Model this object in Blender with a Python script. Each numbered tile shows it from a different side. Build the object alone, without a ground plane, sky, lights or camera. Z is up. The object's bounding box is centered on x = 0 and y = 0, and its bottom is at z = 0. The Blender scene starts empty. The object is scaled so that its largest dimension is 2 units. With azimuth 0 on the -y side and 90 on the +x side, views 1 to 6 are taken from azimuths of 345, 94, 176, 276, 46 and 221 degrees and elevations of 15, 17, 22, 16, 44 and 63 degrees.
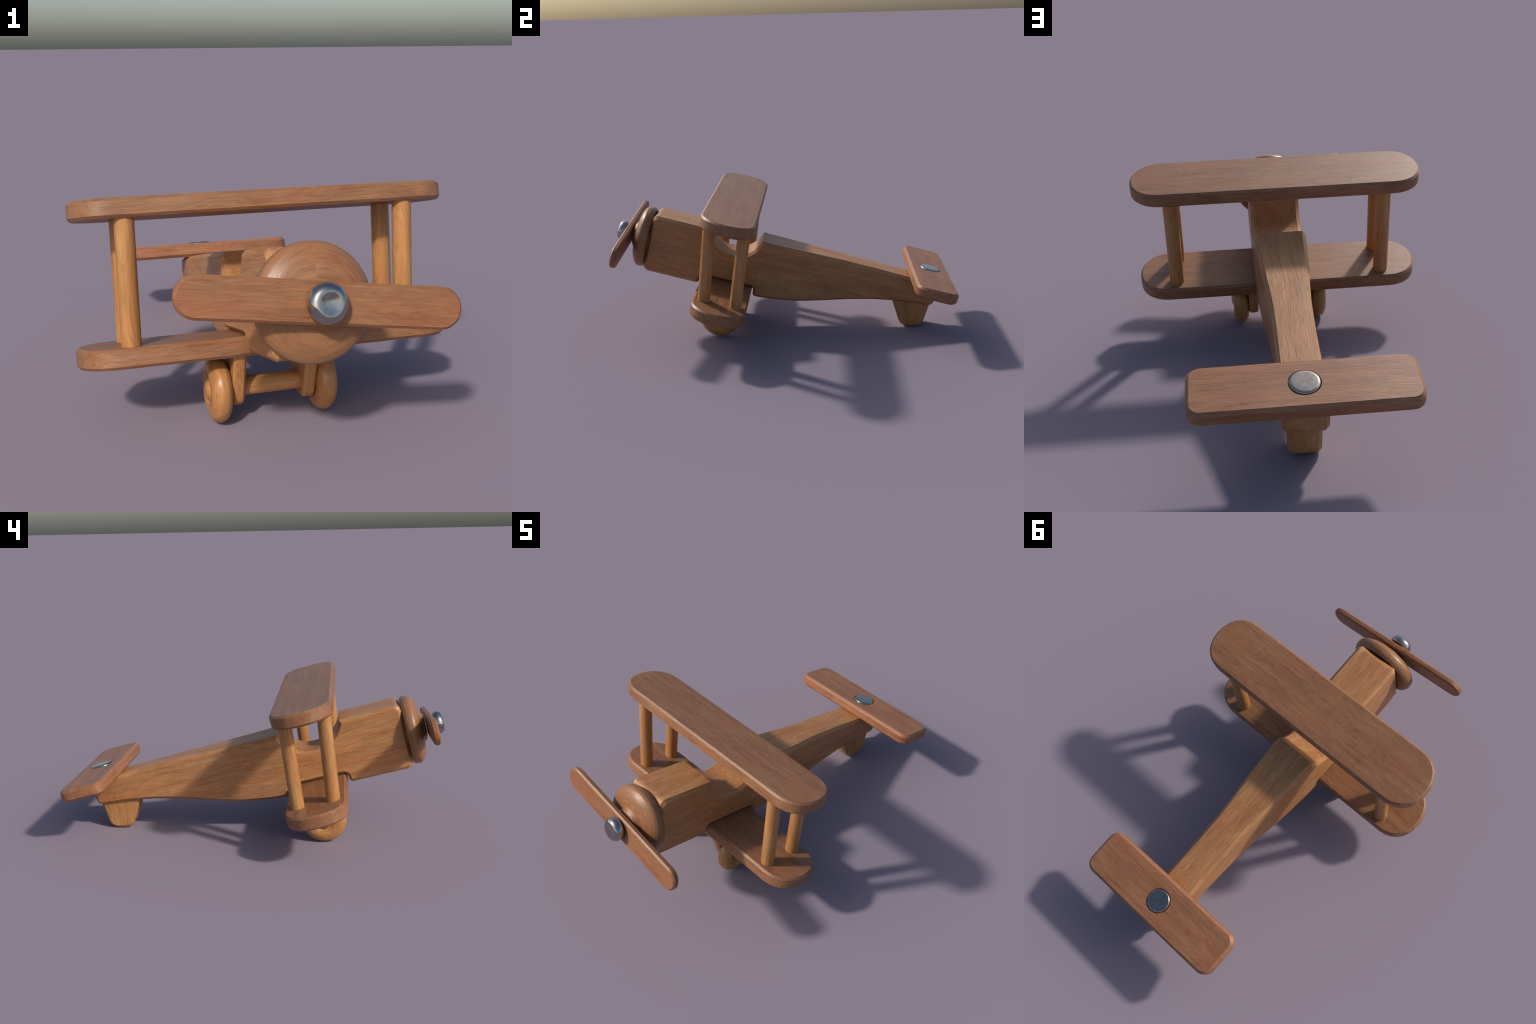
# Wooden toy biplane: slabs with chamfered edges, turned discs and dowels, steel caps.
import bpy, bmesh, math
from mathutils import Vector, Matrix
from mathutils.geometry import delaunay_2d_cdt

PITCH = math.radians(14.6)            # the toy sits nose-up on its wheels and tail skid
TILT = Matrix.Rotation(-PITCH, 4, 'X')  # airframe axes (x, aft, up) -> world

# ------------------------------------------------------------------ materials
def srgb(r, g, b):
    f = lambda c: (c / 255 / 12.92) if c <= 10 else ((c / 255 + 0.055) / 1.055) ** 2.4
    return (f(r), f(g), f(b), 1.0)


class Nodes:
    def __init__(self, name):
        self.mat = bpy.data.materials.new(name)
        self.mat.use_nodes = True
        self.t = self.mat.node_tree
        self.bsdf = self.t.nodes['Principled BSDF']

    def add(self, kind, **kw):
        n = self.t.nodes.new(kind)
        for k, v in kw.items():
            setattr(n, k, v)
        return n

    def link(self, a, b):
        self.t.links.new(a, b)

    def math(self, op, a, b=0.0, clamp=False):
        n = self.add('ShaderNodeMath', operation=op, use_clamp=clamp)
        for i, v in enumerate((a, b)):
            if isinstance(v, (int, float)):
                n.inputs[i].default_value = v
            else:
                self.link(v, n.inputs[i])
        return n.outputs[0]

    def mix(self, blend, fac, a, b):
        n = self.add('ShaderNodeMix', data_type='RGBA', blend_type=blend)
        for sock, v in ((n.inputs[0], fac), (n.inputs[6], a), (n.inputs[7], b)):
            if isinstance(v, (int, float, tuple)):
                sock.default_value = v
            else:
                self.link(v, sock)
        return n.outputs[2]

    def ramp(self, fac, stops):
        n = self.add('ShaderNodeValToRGB')
        el = n.color_ramp.elements
        while len(el) < len(stops):
            el.new(0.5)
        for e, (p, c) in zip(el, stops):
            e.position = p
            e.color = c if len(c) == 4 else (*c, 1)
        self.link(fac, n.inputs[0])
        return n.outputs[0]

    def noise(self, vec, scale, detail=4.0, rough=0.55, dist=0.0):
        n = self.add('ShaderNodeTexNoise')
        n.inputs['Scale'].default_value = scale
        n.inputs['Detail'].default_value = detail
        n.inputs['Roughness'].default_value = rough
        n.inputs['Distortion'].default_value = dist
        self.link(vec, n.inputs['Vector'])
        return n.outputs['Fac']

    def mapping(self, vec, scale=(1, 1, 1), loc=(0, 0, 0)):
        n = self.add('ShaderNodeMapping')
        n.inputs['Scale'].default_value = scale
        n.inputs['Location'].default_value = loc
        self.link(vec, n.inputs['Vector'])
        return n.outputs[0]


GREY = lambda v: (v, v, v, 1)


def wood(name, grain, light, mid, dark, seed, turned=False, rough=0.43, streak=1.0):
    """Oiled wood. grain: 'X','Y','Z' run of the fibres; turned: fibres run round
    the Y axis of the piece (face-turned discs and rings)."""
    N = Nodes(name)
    co = N.add('ShaderNodeTexCoord').outputs['Object']
    if turned:
        sep = N.add('ShaderNodeSeparateXYZ')
        N.link(co, sep.inputs[0])
        r = N.math('SQRT', N.math('ADD', N.math('MULTIPLY', sep.outputs[0], sep.outputs[0]),
                                  N.math('MULTIPLY', sep.outputs[2], sep.outputs[2])))
        ang = N.math('ARCTAN2', sep.outputs[0], sep.outputs[2])
        comb = N.add('ShaderNodeCombineXYZ')
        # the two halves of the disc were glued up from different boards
        half = N.math('GREATER_THAN', sep.outputs[0], 0.0)
        N.link(N.math('MULTIPLY', ang, 0.15), comb.inputs[0])
        wob = N.noise(co, 9.0, 2.0)
        r = N.math('ADD', r, N.math('MULTIPLY', N.math('SUBTRACT', wob, 0.5), 0.022))
        N.link(N.math('ADD', r, N.math('MULTIPLY', half, 3.7)), comb.inputs[1])
        N.link(sep.outputs[1], comb.inputs[2])
        co = comb.outputs[0]
        grain = 'X'
    else:
        # every piece is cut from another place in the plank
        info = N.add('ShaderNodeObjectInfo').outputs['Random']
        off = N.add('ShaderNodeCombineXYZ')
        for i, k in enumerate((7.3, 3.1, 5.7)):
            N.link(N.math('MULTIPLY', info, k), off.inputs[i])
        va = N.add('ShaderNodeVectorMath', operation='ADD')
        N.link(co, va.inputs[0])
        N.link(off.outputs[0], va.inputs[1])
        co = va.outputs[0]
    ax = 'XYZ'.index(grain)

    def along(k):          # stretch space along the fibres
        s = [1.0, 1.0, 1.0]
        s[ax] = k
        return tuple(s)

    shift = (seed * 1.37, seed * 0.71, seed * 2.13)
    # slow wander that bends the grain lines
    warp = N.noise(N.mapping(co, along(0.35), shift), 5.0, 2.0)
    wv = N.add('ShaderNodeCombineXYZ')
    for i in range(3):
        N.link(N.math('MULTIPLY', N.math('SUBTRACT', warp, 0.5), 0.0 if i == ax else 0.05), wv.inputs[i])
    va2 = N.add('ShaderNodeVectorMath', operation='ADD')
    N.link(co, va2.inputs[0])
    N.link(wv.outputs[0], va2.inputs[1])
    cw = va2.outputs[0]
    bands = N.noise(N.mapping(cw, along(0.09), shift), 32.0, 3.0, 0.55)
    streaks = N.noise(N.mapping(cw, along(0.05), shift), 140.0, 5.0, 0.68, 0.3)
    fibre = N.noise(N.mapping(cw, along(0.06), shift), 340.0, 3.0, 0.65)
    patch = N.noise(N.mapping(co, along(0.5), shift), 9.0, 3.0, 0.6)
    hue = N.noise(N.mapping(cw, along(0.065), tuple(v + 4.4 for v in shift)), 75.0, 4.0, 0.65, 0.2)
    # growth-ring contours: thin lines where a slow field crosses levels
    field = N.noise(N.mapping(cw, along(0.22), shift), 7.0, 1.5, 0.45)
    ring = N.math('ABSOLUTE', N.math('SINE', N.math('MULTIPLY', field, 85.0)))
    tone = N.math('ADD', N.math('MULTIPLY', bands, 0.42), N.math('MULTIPLY', streaks, 0.58 * streak))
    tone = N.math('ADD', tone, N.math('MULTIPLY', N.math('SUBTRACT', patch, 0.5), 0.28))
    tone = N.math('ADD', tone, N.math('MULTIPLY', N.math('SUBTRACT', ring, 0.6), 0.07))
    col = N.ramp(tone, [(0.24, dark), (0.48, mid), (0.72, light)])
    # fibres drift between a redder and a yellower brown
    tint = N.ramp(hue, [(0.34, (1.05, 0.965, 0.93, 1)), (0.50, GREY(1.0)), (0.66, (0.96, 1.02, 0.97, 1))])
    col = N.mix('MULTIPLY', 1.0, col, tint)
    # broad redder and more olive zones across a board
    zone = N.noise(N.mapping(co, along(0.45), tuple(v + 2.7 for v in shift)), 10.0, 2.0, 0.5)
    col = N.mix('MULTIPLY', 1.0, col, N.ramp(zone, [(0.36, (1.03, 0.965, 0.93, 1)), (0.50, GREY(1.0)),
                                                    (0.64, (1.0, 1.05, 1.03, 1))]))
    fl = N.ramp(fibre, [(0.30, GREY(0.86)), (0.50, GREY(1.0)), (0.72, GREY(1.08))])
    col = N.mix('MULTIPLY', 1.0, col, fl)
    # short dark pores
    pore = N.noise(N.mapping(cw, along(0.10), tuple(v + 9.1 for v in shift)), 150.0, 2.0, 0.5)
    col = N.mix('MULTIPLY', 1.0, col, N.ramp(pore, [(0.26, GREY(0.74)), (0.36, GREY(1.0))]))
    N.link(col, N.bsdf.inputs['Base Color'])
    rg = N.math('ADD', rough - 0.06, N.math('MULTIPLY', streaks, 0.14))
    N.link(rg, N.bsdf.inputs['Roughness'])
    N.bsdf.inputs['Specular IOR Level'].default_value = 0.5
    b = N.add('ShaderNodeBump')
    b.inputs['Strength'].default_value = 0.20
    b.inputs['Distance'].default_value = 0.004
    N.link(N.math('ADD', fibre, streaks), b.inputs['Height'])
    N.link(b.outputs[0], N.bsdf.inputs['Normal'])
    return N.mat


RED = (srgb(157, 113, 79), srgb(136, 92, 62), srgb(108, 69, 45))
TAN = (srgb(190, 141, 93), srgb(166, 114, 71), srgb(134, 87, 54))
BUFF = (srgb(192, 142, 90), srgb(172, 120, 72), srgb(136, 89, 50))


def steel(name, lo, hi, rough):
    N = Nodes(name)
    co = N.add('ShaderNodeTexCoord').outputs['Object']
    n = N.noise(co, 60.0, 4.0, 0.6)
    N.link(N.ramp(n, [(0.3, srgb(*lo)), (0.7, srgb(*hi))]), N.bsdf.inputs['Base Color'])
    N.bsdf.inputs['Metallic'].default_value = 1.0
    N.link(N.math('ADD', rough, N.math('MULTIPLY', n, 0.12)), N.bsdf.inputs['Roughness'])
    return N.mat


# ------------------------------------------------------------------ geometry helpers
def finish(bm, name, mat, loc=(0, 0, 0), parent=None, angle=28, tilt=True):
    bmesh.ops.remove_doubles(bm, verts=bm.verts, dist=1e-5)
    bmesh.ops.recalc_face_normals(bm, faces=bm.faces)
    me = bpy.data.meshes.new(name)
    bm.to_mesh(me)
    bm.free()
    me.materials.append(mat)
    me.shade_smooth()
    me.set_sharp_from_angle(angle=math.radians(angle))
    ob = bpy.data.objects.new(name, me)
    bpy.context.collection.objects.link(ob)
    place(ob, loc, parent, tilt)
    return ob


def place(ob, loc, parent=None, tilt=True, extra=None):
    """loc in airframe axes; the piece takes the airframe's pitch."""
    m = (TILT @ Matrix.Translation(loc)) if tilt else Matrix.Translation(loc)
    if extra is not None:
        m = m @ extra
    ob.matrix_world = m
    if parent is not None:
        ob.parent = parent
        ob.matrix_parent_inverse = parent.matrix_world.inverted()
        ob.matrix_basis = m


def inset(poly, d):
    """offset a counter-clockwise outline inwards by d (mitred)"""
    out = []
    n = len(poly)
    for i in range(n):
        p, q, r = Vector(poly[i - 1]), Vector(poly[i]), Vector(poly[(i + 1) % n])
        a, b = (q - p).normalized(), (r - q).normalized()
        na, nb = Vector((-a.y, a.x)), Vector((-b.y, b.x))
        m = na + nb
        k = 1.0 + na.dot(nb)
        out.append(q + m * (d / max(k, 0.35)))
    return [tuple(v) for v in out]


def slab(poly, lo, hi, chamfer, axis, fill=False):
    """extrude a CCW outline between lo and hi along an axis, both rims chamfered.
    axis 'Z': outline is (x,y); 'X': outline is (y,z); 'Y': outline is (x,z)."""
    put = {'Z': lambda p, h: (p[0], p[1], h),
           'X': lambda p, h: (h, p[0], p[1]),
           'Y': lambda p, h: (p[0], h, p[1])}[axis]
    bm = bmesh.new()
    small = inset(poly, chamfer)
    rings = [[bm.verts.new(put(p, h)) for p in q] for q, h in
             ((small, lo), (poly, lo + chamfer), (poly, hi - chamfer), (small, hi))]
    n = len(poly)
    for a, b in zip(rings, rings[1:]):
        for i in range(n):
            j = (i + 1) % n
            bm.faces.new((a[i], a[j], b[j], b[i]))
    if not fill:
        bm.faces.new(rings[0])
        bm.faces.new(rings[-1])
        return bm
    # long concave outline: clean constrained triangulation of both flanks
    pts, _, tris, orig, _, _ = delaunay_2d_cdt([Vector(p) for p in small],
                                               [(i, (i + 1) % n) for i in range(n)], [], 0, 1e-7, True)

    def inside(x, y):
        hit = False
        for (ax, ay), (bx, by) in zip(small, small[1:] + small[:1]):
            if (ay > y) != (by > y) and x < ax + (y - ay) / (by - ay) * (bx - ax):
                hit = not hit
        return hit
    tris = [t for t in tris if inside(sum(pts[i].x for i in t) / 3, sum(pts[i].y for i in t) / 3)]
    for ring in (rings[0], rings[-1]):
        for t in tris:
            vs = [ring[orig[i][0]] for i in t]
            if len(set(vs)) == 3:
                bm.faces.new(vs).material_index = 1     # marks a flat flank
    return bm


def fillet(points, seg=5):
    """CCW outline from (x, y, radius) corners, radius 0 keeps the point."""
    out = []
    n = len(points)
    for i in range(n):
        x, y, rad = points[i]
        q = Vector((x, y))
        if rad <= 0:
            out.append((x, y))
            continue
        p, r = Vector(points[i - 1][:2]), Vector(points[(i + 1) % n][:2])
        a, b = (p - q).normalized(), (r - q).normalized()
        half = math.acos(max(-1, min(1, a.dot(b)))) / 2
        t = rad / math.tan(half)
        c = q + (a + b).normalized() * (rad / math.sin(half))
        s, e = q + a * t - c, q + b * t - c
        a0 = math.atan2(s.y, s.x)
        da = math.atan2(e.y, e.x) - a0
        da = (da + math.pi) % (2 * math.pi) - math.pi
        for k in range(seg + 1):
            w = a0 + da * k / seg
            out.append((c.x + rad * math.cos(w), c.y + rad * math.sin(w)))
    return out


def capsule(half_len, half_wid, tip, seg=14, power=2.0):
    """CCW plank outline with rounded ends"""
    out = []
    for side in (1, -1):
        for k in range(seg + 1):
            w = -math.pi / 2 + math.pi * k / seg
            c, s = math.cos(w), math.sin(w)
            ex = 2.0 / power
            cx = abs(c) ** ex
            sy = math.copysign(abs(s) ** ex, s)
            out.append((side * (half_len - tip + tip * cx), side * half_wid * sy))
    return out


def lathe(profile, seg=64):
    """turn a (radius, y) profile round the Y axis"""
    bm = bmesh.new()
    rings = []
    for r, y in profile:
        if r < 1e-6:
            rings.append([bm.verts.new((0, y, 0))])
        else:
            rings.append([bm.verts.new((r * math.cos(2 * math.pi * k / seg), y,
                                        r * math.sin(2 * math.pi * k / seg))) for k in range(seg)])
    for a, b in zip(rings, rings[1:]):
        for k in range(seg):
            l = (k + 1) % seg
            if len(a) == 1 and len(b) == 1:
                continue
            if len(a) == 1:
                bm.faces.new((a[0], b[k], b[l]))
            elif len(b) == 1:
                bm.faces.new((a[k], a[l], b[0]))
            else:
                bm.faces.new((a[k], a[l], b[l], b[k]))
    return bm


def lerp_table(t, table):
    for (a, u), (b, v) in zip(table, table[1:]):
        if t <= b:
            w = max(0.0, min(1.0, (t - a) / (b - a)))
            return u + (v - u) * w
    return table[-1][1]


# ------------------------------------------------------------------ the toy
root = bpy.data.objects.new('toy_biplane', None)
bpy.context.collection.objects.link(root)
root['label'] = 'wooden toy biplane with two-blade propeller and steel caps'
root['category'] = 'toy airplane'

M_RED_X = wood('red_wood_spanwise', 'X', *RED, seed=1)
M_PROP = wood('red_wood_propeller', 'X', srgb(159, 110, 74), srgb(140, 93, 61), srgb(114, 73, 46), seed=9, streak=0.9)
M_TAIL = wood('red_wood_tailplane', 'X', srgb(164, 115, 80), srgb(144, 95, 65), srgb(114, 72, 48), seed=4)
M_RED_TURNED = wood('red_wood_turned', 'X', srgb(157, 113, 77), srgb(139, 96, 64), srgb(117, 78, 51), seed=2, turned=True, rough=0.34)
M_TAN_Y = wood('tan_wood_lengthwise', 'Y', *TAN, seed=3)
M_TAN_X = wood('tan_wood_axle', 'X', *BUFF, seed=5)
M_TAN_Z = wood('tan_wood_upright', 'Z', *BUFF, seed=6, rough=0.36)
M_TAN_TURNED = wood('tan_wood_turned', 'X', *BUFF, seed=7, turned=True, rough=0.30)
M_STEEL = steel('polished_steel', (158, 156, 152), (188, 186, 181), 0.03)
M_STEEL_DULL = steel('brushed_steel', (158, 151, 142), (178, 171, 162), 0.14)

# --- fuselage: side outline (aft, up), sawn from a plank, then thinned towards the tail
NOSE, TOP, TAIL = -0.910, 0.5125, 0.837
outline = [(NOSE, 0.168, 0.034), (-0.566, 0.167, 0.020)]
outline += [(-0.562, 0.223, 0.024), (-0.236, 0.223, 0.024), (-0.232, 0.166, 0.020)]
belly = [(-0.180, 0.168), (-0.130, 0.1715), (-0.055, 0.181), (0.019, 0.191), (0.09, 0.206), (0.16, 0.225), (0.228, 0.244),
         (0.31, 0.269), (0.399, 0.293), (0.50, 0.318), (0.602, 0.3365), (0.70, 0.3485)]
outline += [(a, b, 0) for a, b in belly]
outline += [(TAIL, 0.361, 0.034), (TAIL, 0.498, 0.020)]
outline += [(0.66, 0.502, 0), (0.50, 0.506, 0), (0.30, 0.509, 0), (0.0, 0.5105, 0)]
# cockpit scooped out by a round cutter
CX, CZ, CR = -0.4175, 0.5605, 0.1750
w0 = math.asin((TOP - CZ) / CR)
for k in range(19):
    w = w0 - (math.pi + 2 * w0) * k / 18
    outline.append((CX + CR * math.cos(w), CZ + CR * math.sin(w), 0))
outline += [(NOSE, TOP + 0.003, 0.034)]
W = 0.121
bm = slab(fillet(outline), -W, W, 0.016, 'X', fill=True)
WIDTH = [(-0.93, W), (-0.27, W), (-0.10, 0.113), (0.03, 0.105), (0.14, 0.0955), (0.25, 0.0885),
         (0.42, 0.0855), (0.62, 0.0875), (0.83, 0.0875)]
for k in range(24):
    a = -0.28 + k * 0.045
    bmesh.ops.bisect_plane(bm, geom=bm.verts[:] + bm.edges[:] + bm.faces[:],
                           plane_co=(0, a, 0), plane_no=(0, 1, 0))
for v in bm.verts:
    v.co.x = math.copysign(max(0.0, abs(v.co.x) - W + lerp_table(v.co.y, WIDTH)), v.co.x)
fuselage = finish(bm, 'fuselage', M_TAN_Y, parent=root)
for p in fuselage.data.polygons:
    if p.material_index == 1:
        p.use_smooth = False
        p.material_index = 0

# --- wings
CH = 0.0098
wing = capsule(0.679, 0.151, 0.142, power=2.15)
upper = finish(slab(wing, -0.033, 0.033, CH, 'Z'), 'upper_wing', M_RED_X, (0, -0.450, 0.6820), root)
lower = finish(slab(capsule(0.679, 0.154, 0.142, power=2.15), -0.0345, 0.0345, CH, 'Z'),
               'lower_wing', M_RED_X, (0, -0.398, 0.1845), root)

# --- four dowels between the wings, raked forward
dowel_mesh = None
for x in (-0.498, 0.498):
    for foot, head in (((-0.486, 0.200), (-0.551, 0.660)), ((-0.308, 0.200), (-0.356, 0.660))):
        f, h = Vector((x, *foot)), Vector((x, *head))
        d = h - f
        if dowel_mesh is None:
            L = d.length
            bmd = bmesh.new()
            bmesh.ops.create_cone(bmd, cap_ends=True, segments=28, radius1=0.0345, radius2=0.0345, depth=L)
            ob = finish(bmd, 'wing_strut', M_TAN_Z)
            dowel_mesh = ob.data
        else:
            ob = bpy.data.objects.new('wing_strut', dowel_mesh)
            bpy.context.collection.objects.link(ob)
        rot = Vector((0, 0, 1)).rotation_difference(d).to_matrix().to_4x4()
        place(ob, (f + h) / 2, root, extra=rot)

# --- tailplane with its steel cap let into a shallow seat
tp = fillet([(-0.427, 0.649, 0.055), (0.427, 0.649, 0.055), (0.427, 0.891, 0.055), (-0.427, 0.891, 0.055)], 7)
tp = [(x, y - 0.770) for x, y in tp]
bm = slab(tp, -0.0375, 0.027, 0.013, 'Z')
tail = finish(bm, 'tailplane', M_TAIL, (0, 0.770, 0.5380), root)
cut = bmesh.new()
bmesh.ops.create_cone(cut, cap_ends=True, segments=48, radius1=0.0615, radius2=0.0615, depth=0.03)
cutter = finish(cut, 'seat_cutter', M_TAIL, (0, 0.770, 0.5385 + 0.032), None)
md = tail.modifiers.new('seat', 'BOOLEAN')
md.object = cutter
md.operation = 'DIFFERENCE'
md.solver = 'EXACT'
bpy.context.view_layer.update()
dg = bpy.context.evaluated_depsgraph_get()
me2 = bpy.data.meshes.new_from_object(tail.evaluated_get(dg))
tail.modifiers.clear()
tail.data = me2
me2.shade_smooth()
me2.set_sharp_from_angle(angle=math.radians(28))
bpy.data.objects.remove(cutter)

cap = lathe([(0, -0.012), (0.058, -0.012), (0.058, 0.000), (0.0572, 0.0022), (0.0535, 0.0056), (0.051, 0.0064),
             (0.045, 0.0067), (0.020, 0.0070), (0, 0.0070)], 48)
bmesh.ops.rotate(cap, verts=cap.verts, cent=(0, 0, 0), matrix=Matrix.Rotation(math.pi / 2, 3, 'X'))
rivet = finish(cap, 'tail_cap', M_STEEL_DULL, (0, 0, 0.027), tail, angle=35)
rivet.matrix_parent_inverse = Matrix.Identity(4)
rivet.matrix_basis = Matrix.Translation((0, 0, 0.027))

# --- tail skid
sk = fillet([(0.645, 0.225, 0), (0.716, 0.0, 0.062), (0.842, 0.0, 0.058), (0.898, 0.18, 0)], 6)
# outline runs in world (y, z); keep counter-clockwise
skc = (0.77, 0.09)
bm = slab([(y - skc[0], z - skc[1]) for y, z in sk], -0.0635, 0.0635, 0.014, 'X')
skid = finish(bm, 'tail_skid', M_TAN_Z, (0, *skc), root, tilt=False)

# --- nose disc, propeller, steel cap
AX = 0.343                                      # height of the propeller axis
disc_profile = [(0, 0.012), (0.110, 0.012), (0.110, 0.001), (0.174, 0.001), (0.180, -0.008), (0.1842, -0.014),
                (0.1842, -0.039), (0.182, -0.046), (0.176, -0.053), (0.166, -0.062), (0.150, -0.071), (0.132, -0.077),
                (0.112, -0.081), (0.096, -0.083), (0.084, -0.085), (0.079, -0.088), (0.076, -0.093),
                (0.069, -0.099), (0.058, -0.1025), (0.040, -0.104), (0, -0.104)]
disc = finish(lathe(disc_profile, 72), 'nose_disc', M_RED_TURNED, (0, -0.914, AX), root, angle=40)

blade = capsule(0.435, 0.064, 0.0635, seg=12)
bm = slab(blade, -0.0165, 0.0165, 0.008, 'Y')
SPIN = math.radians(7.6)
prop = finish(bm, 'propeller', M_PROP, (0, 0, 0), None)
place(prop, (-0.001, -1.0415, 0.346), root, extra=Matrix.Rotation(SPIN, 4, 'Y'))

bolt_profile = [(0, 0.030), (0.020, 0.030), (0.020, -0.024), (0.052, -0.024), (0.057, -0.026), (0.060, -0.032), (0.061, -0.040),
                (0.060, -0.050), (0.056, -0.060), (0.049, -0.067), (0.041, -0.0703), (0.036, -0.0708),
                (0.032, -0.0703), (0.024, -0.0690), (0.014, -0.0677), (0.008, -0.0673), (0, -0.0672)]
bolt = finish(lathe(bolt_profile, 56), 'propeller_cap', M_STEEL, (0, 0, 0), None, angle=60)
bolt.parent = prop
bolt.matrix_basis = Matrix.Identity(4)

# --- undercarriage
WR, WY = 0.119, -0.368
axle_bm = bmesh.new()
bmesh.ops.create_cone(axle_bm, cap_ends=True, segments=28, radius1=0.035, radius2=0.035, depth=0.30)
bmesh.ops.rotate(axle_bm, verts=axle_bm.verts, cent=(0, 0, 0), matrix=Matrix.Rotation(math.pi / 2, 3, 'Y'))
axle = finish(axle_bm, 'axle', M_TAN_X, (0, WY, WR + 0.003), root, tilt=False)

# hangers: tapered plates under the lower wing, outline in world (y, z)
hang = fillet([(-0.474, 0.290, 0), (-0.428, 0.062, 0.052), (-0.280, 0.062, 0.052), (-0.232, 0.232, 0)], 7)
hang = [(y - WY, z - WR) for y, z in hang]
hang_mesh = None
for s in (-1, 1):
    if hang_mesh is None:
        ob = finish(slab(hang, -0.0235, 0.0235, 0.009, 'X'), 'axle_hanger', M_TAN_Z)
        hang_mesh = ob.data
    else:
        ob = bpy.data.objects.new('axle_hanger', hang_mesh)
        bpy.context.collection.objects.link(ob)
    place(ob, (s * 0.1325, WY, WR), root, tilt=False)

# wheels: round-section tyre with a web and a domed hub cap
tube, half_w = 0.046, 0.0385
big = WR - tube
tyre_profile = []
for k in range(41):
    w = math.radians(-140 + 280 * k / 40)
    tyre_profile.append((big + tube * math.cos(w), half_w * math.sin(w)))
tyre_profile = [(0, -0.0245)] + tyre_profile + [(0, 0.0245)]
hub_profile = [(0, -0.047), (0.015, -0.046), (0.028, -0.042), (0.038, -0.034), (0.0425, -0.022), (0.0425, 0.015), (0, 0.015)]
wheel_mesh = hub_mesh = None
for s in (-1, 1):
    if wheel_mesh is None:
        wh = finish(lathe(tyre_profile, 64), 'wheel', M_TAN_TURNED, angle=60)
        hub = finish(lathe(hub_profile, 40), 'hub_cap', M_TAN_TURNED, angle=50)
        wheel_mesh, hub_mesh = wh.data, hub.data
    else:
        wh = bpy.data.objects.new('wheel', wheel_mesh)
        hub = bpy.data.objects.new('hub_cap', hub_mesh)
        bpy.context.collection.objects.link(wh)
        bpy.context.collection.objects.link(hub)
    turn = Matrix.Rotation(s * math.pi / 2, 4, 'Z')       # -y of the lathe faces outwards
    place(wh, (s * 0.1945, WY, WR), root, tilt=False, extra=turn)
    hub.parent = wh
    hub.matrix_basis = Matrix.Identity(4)
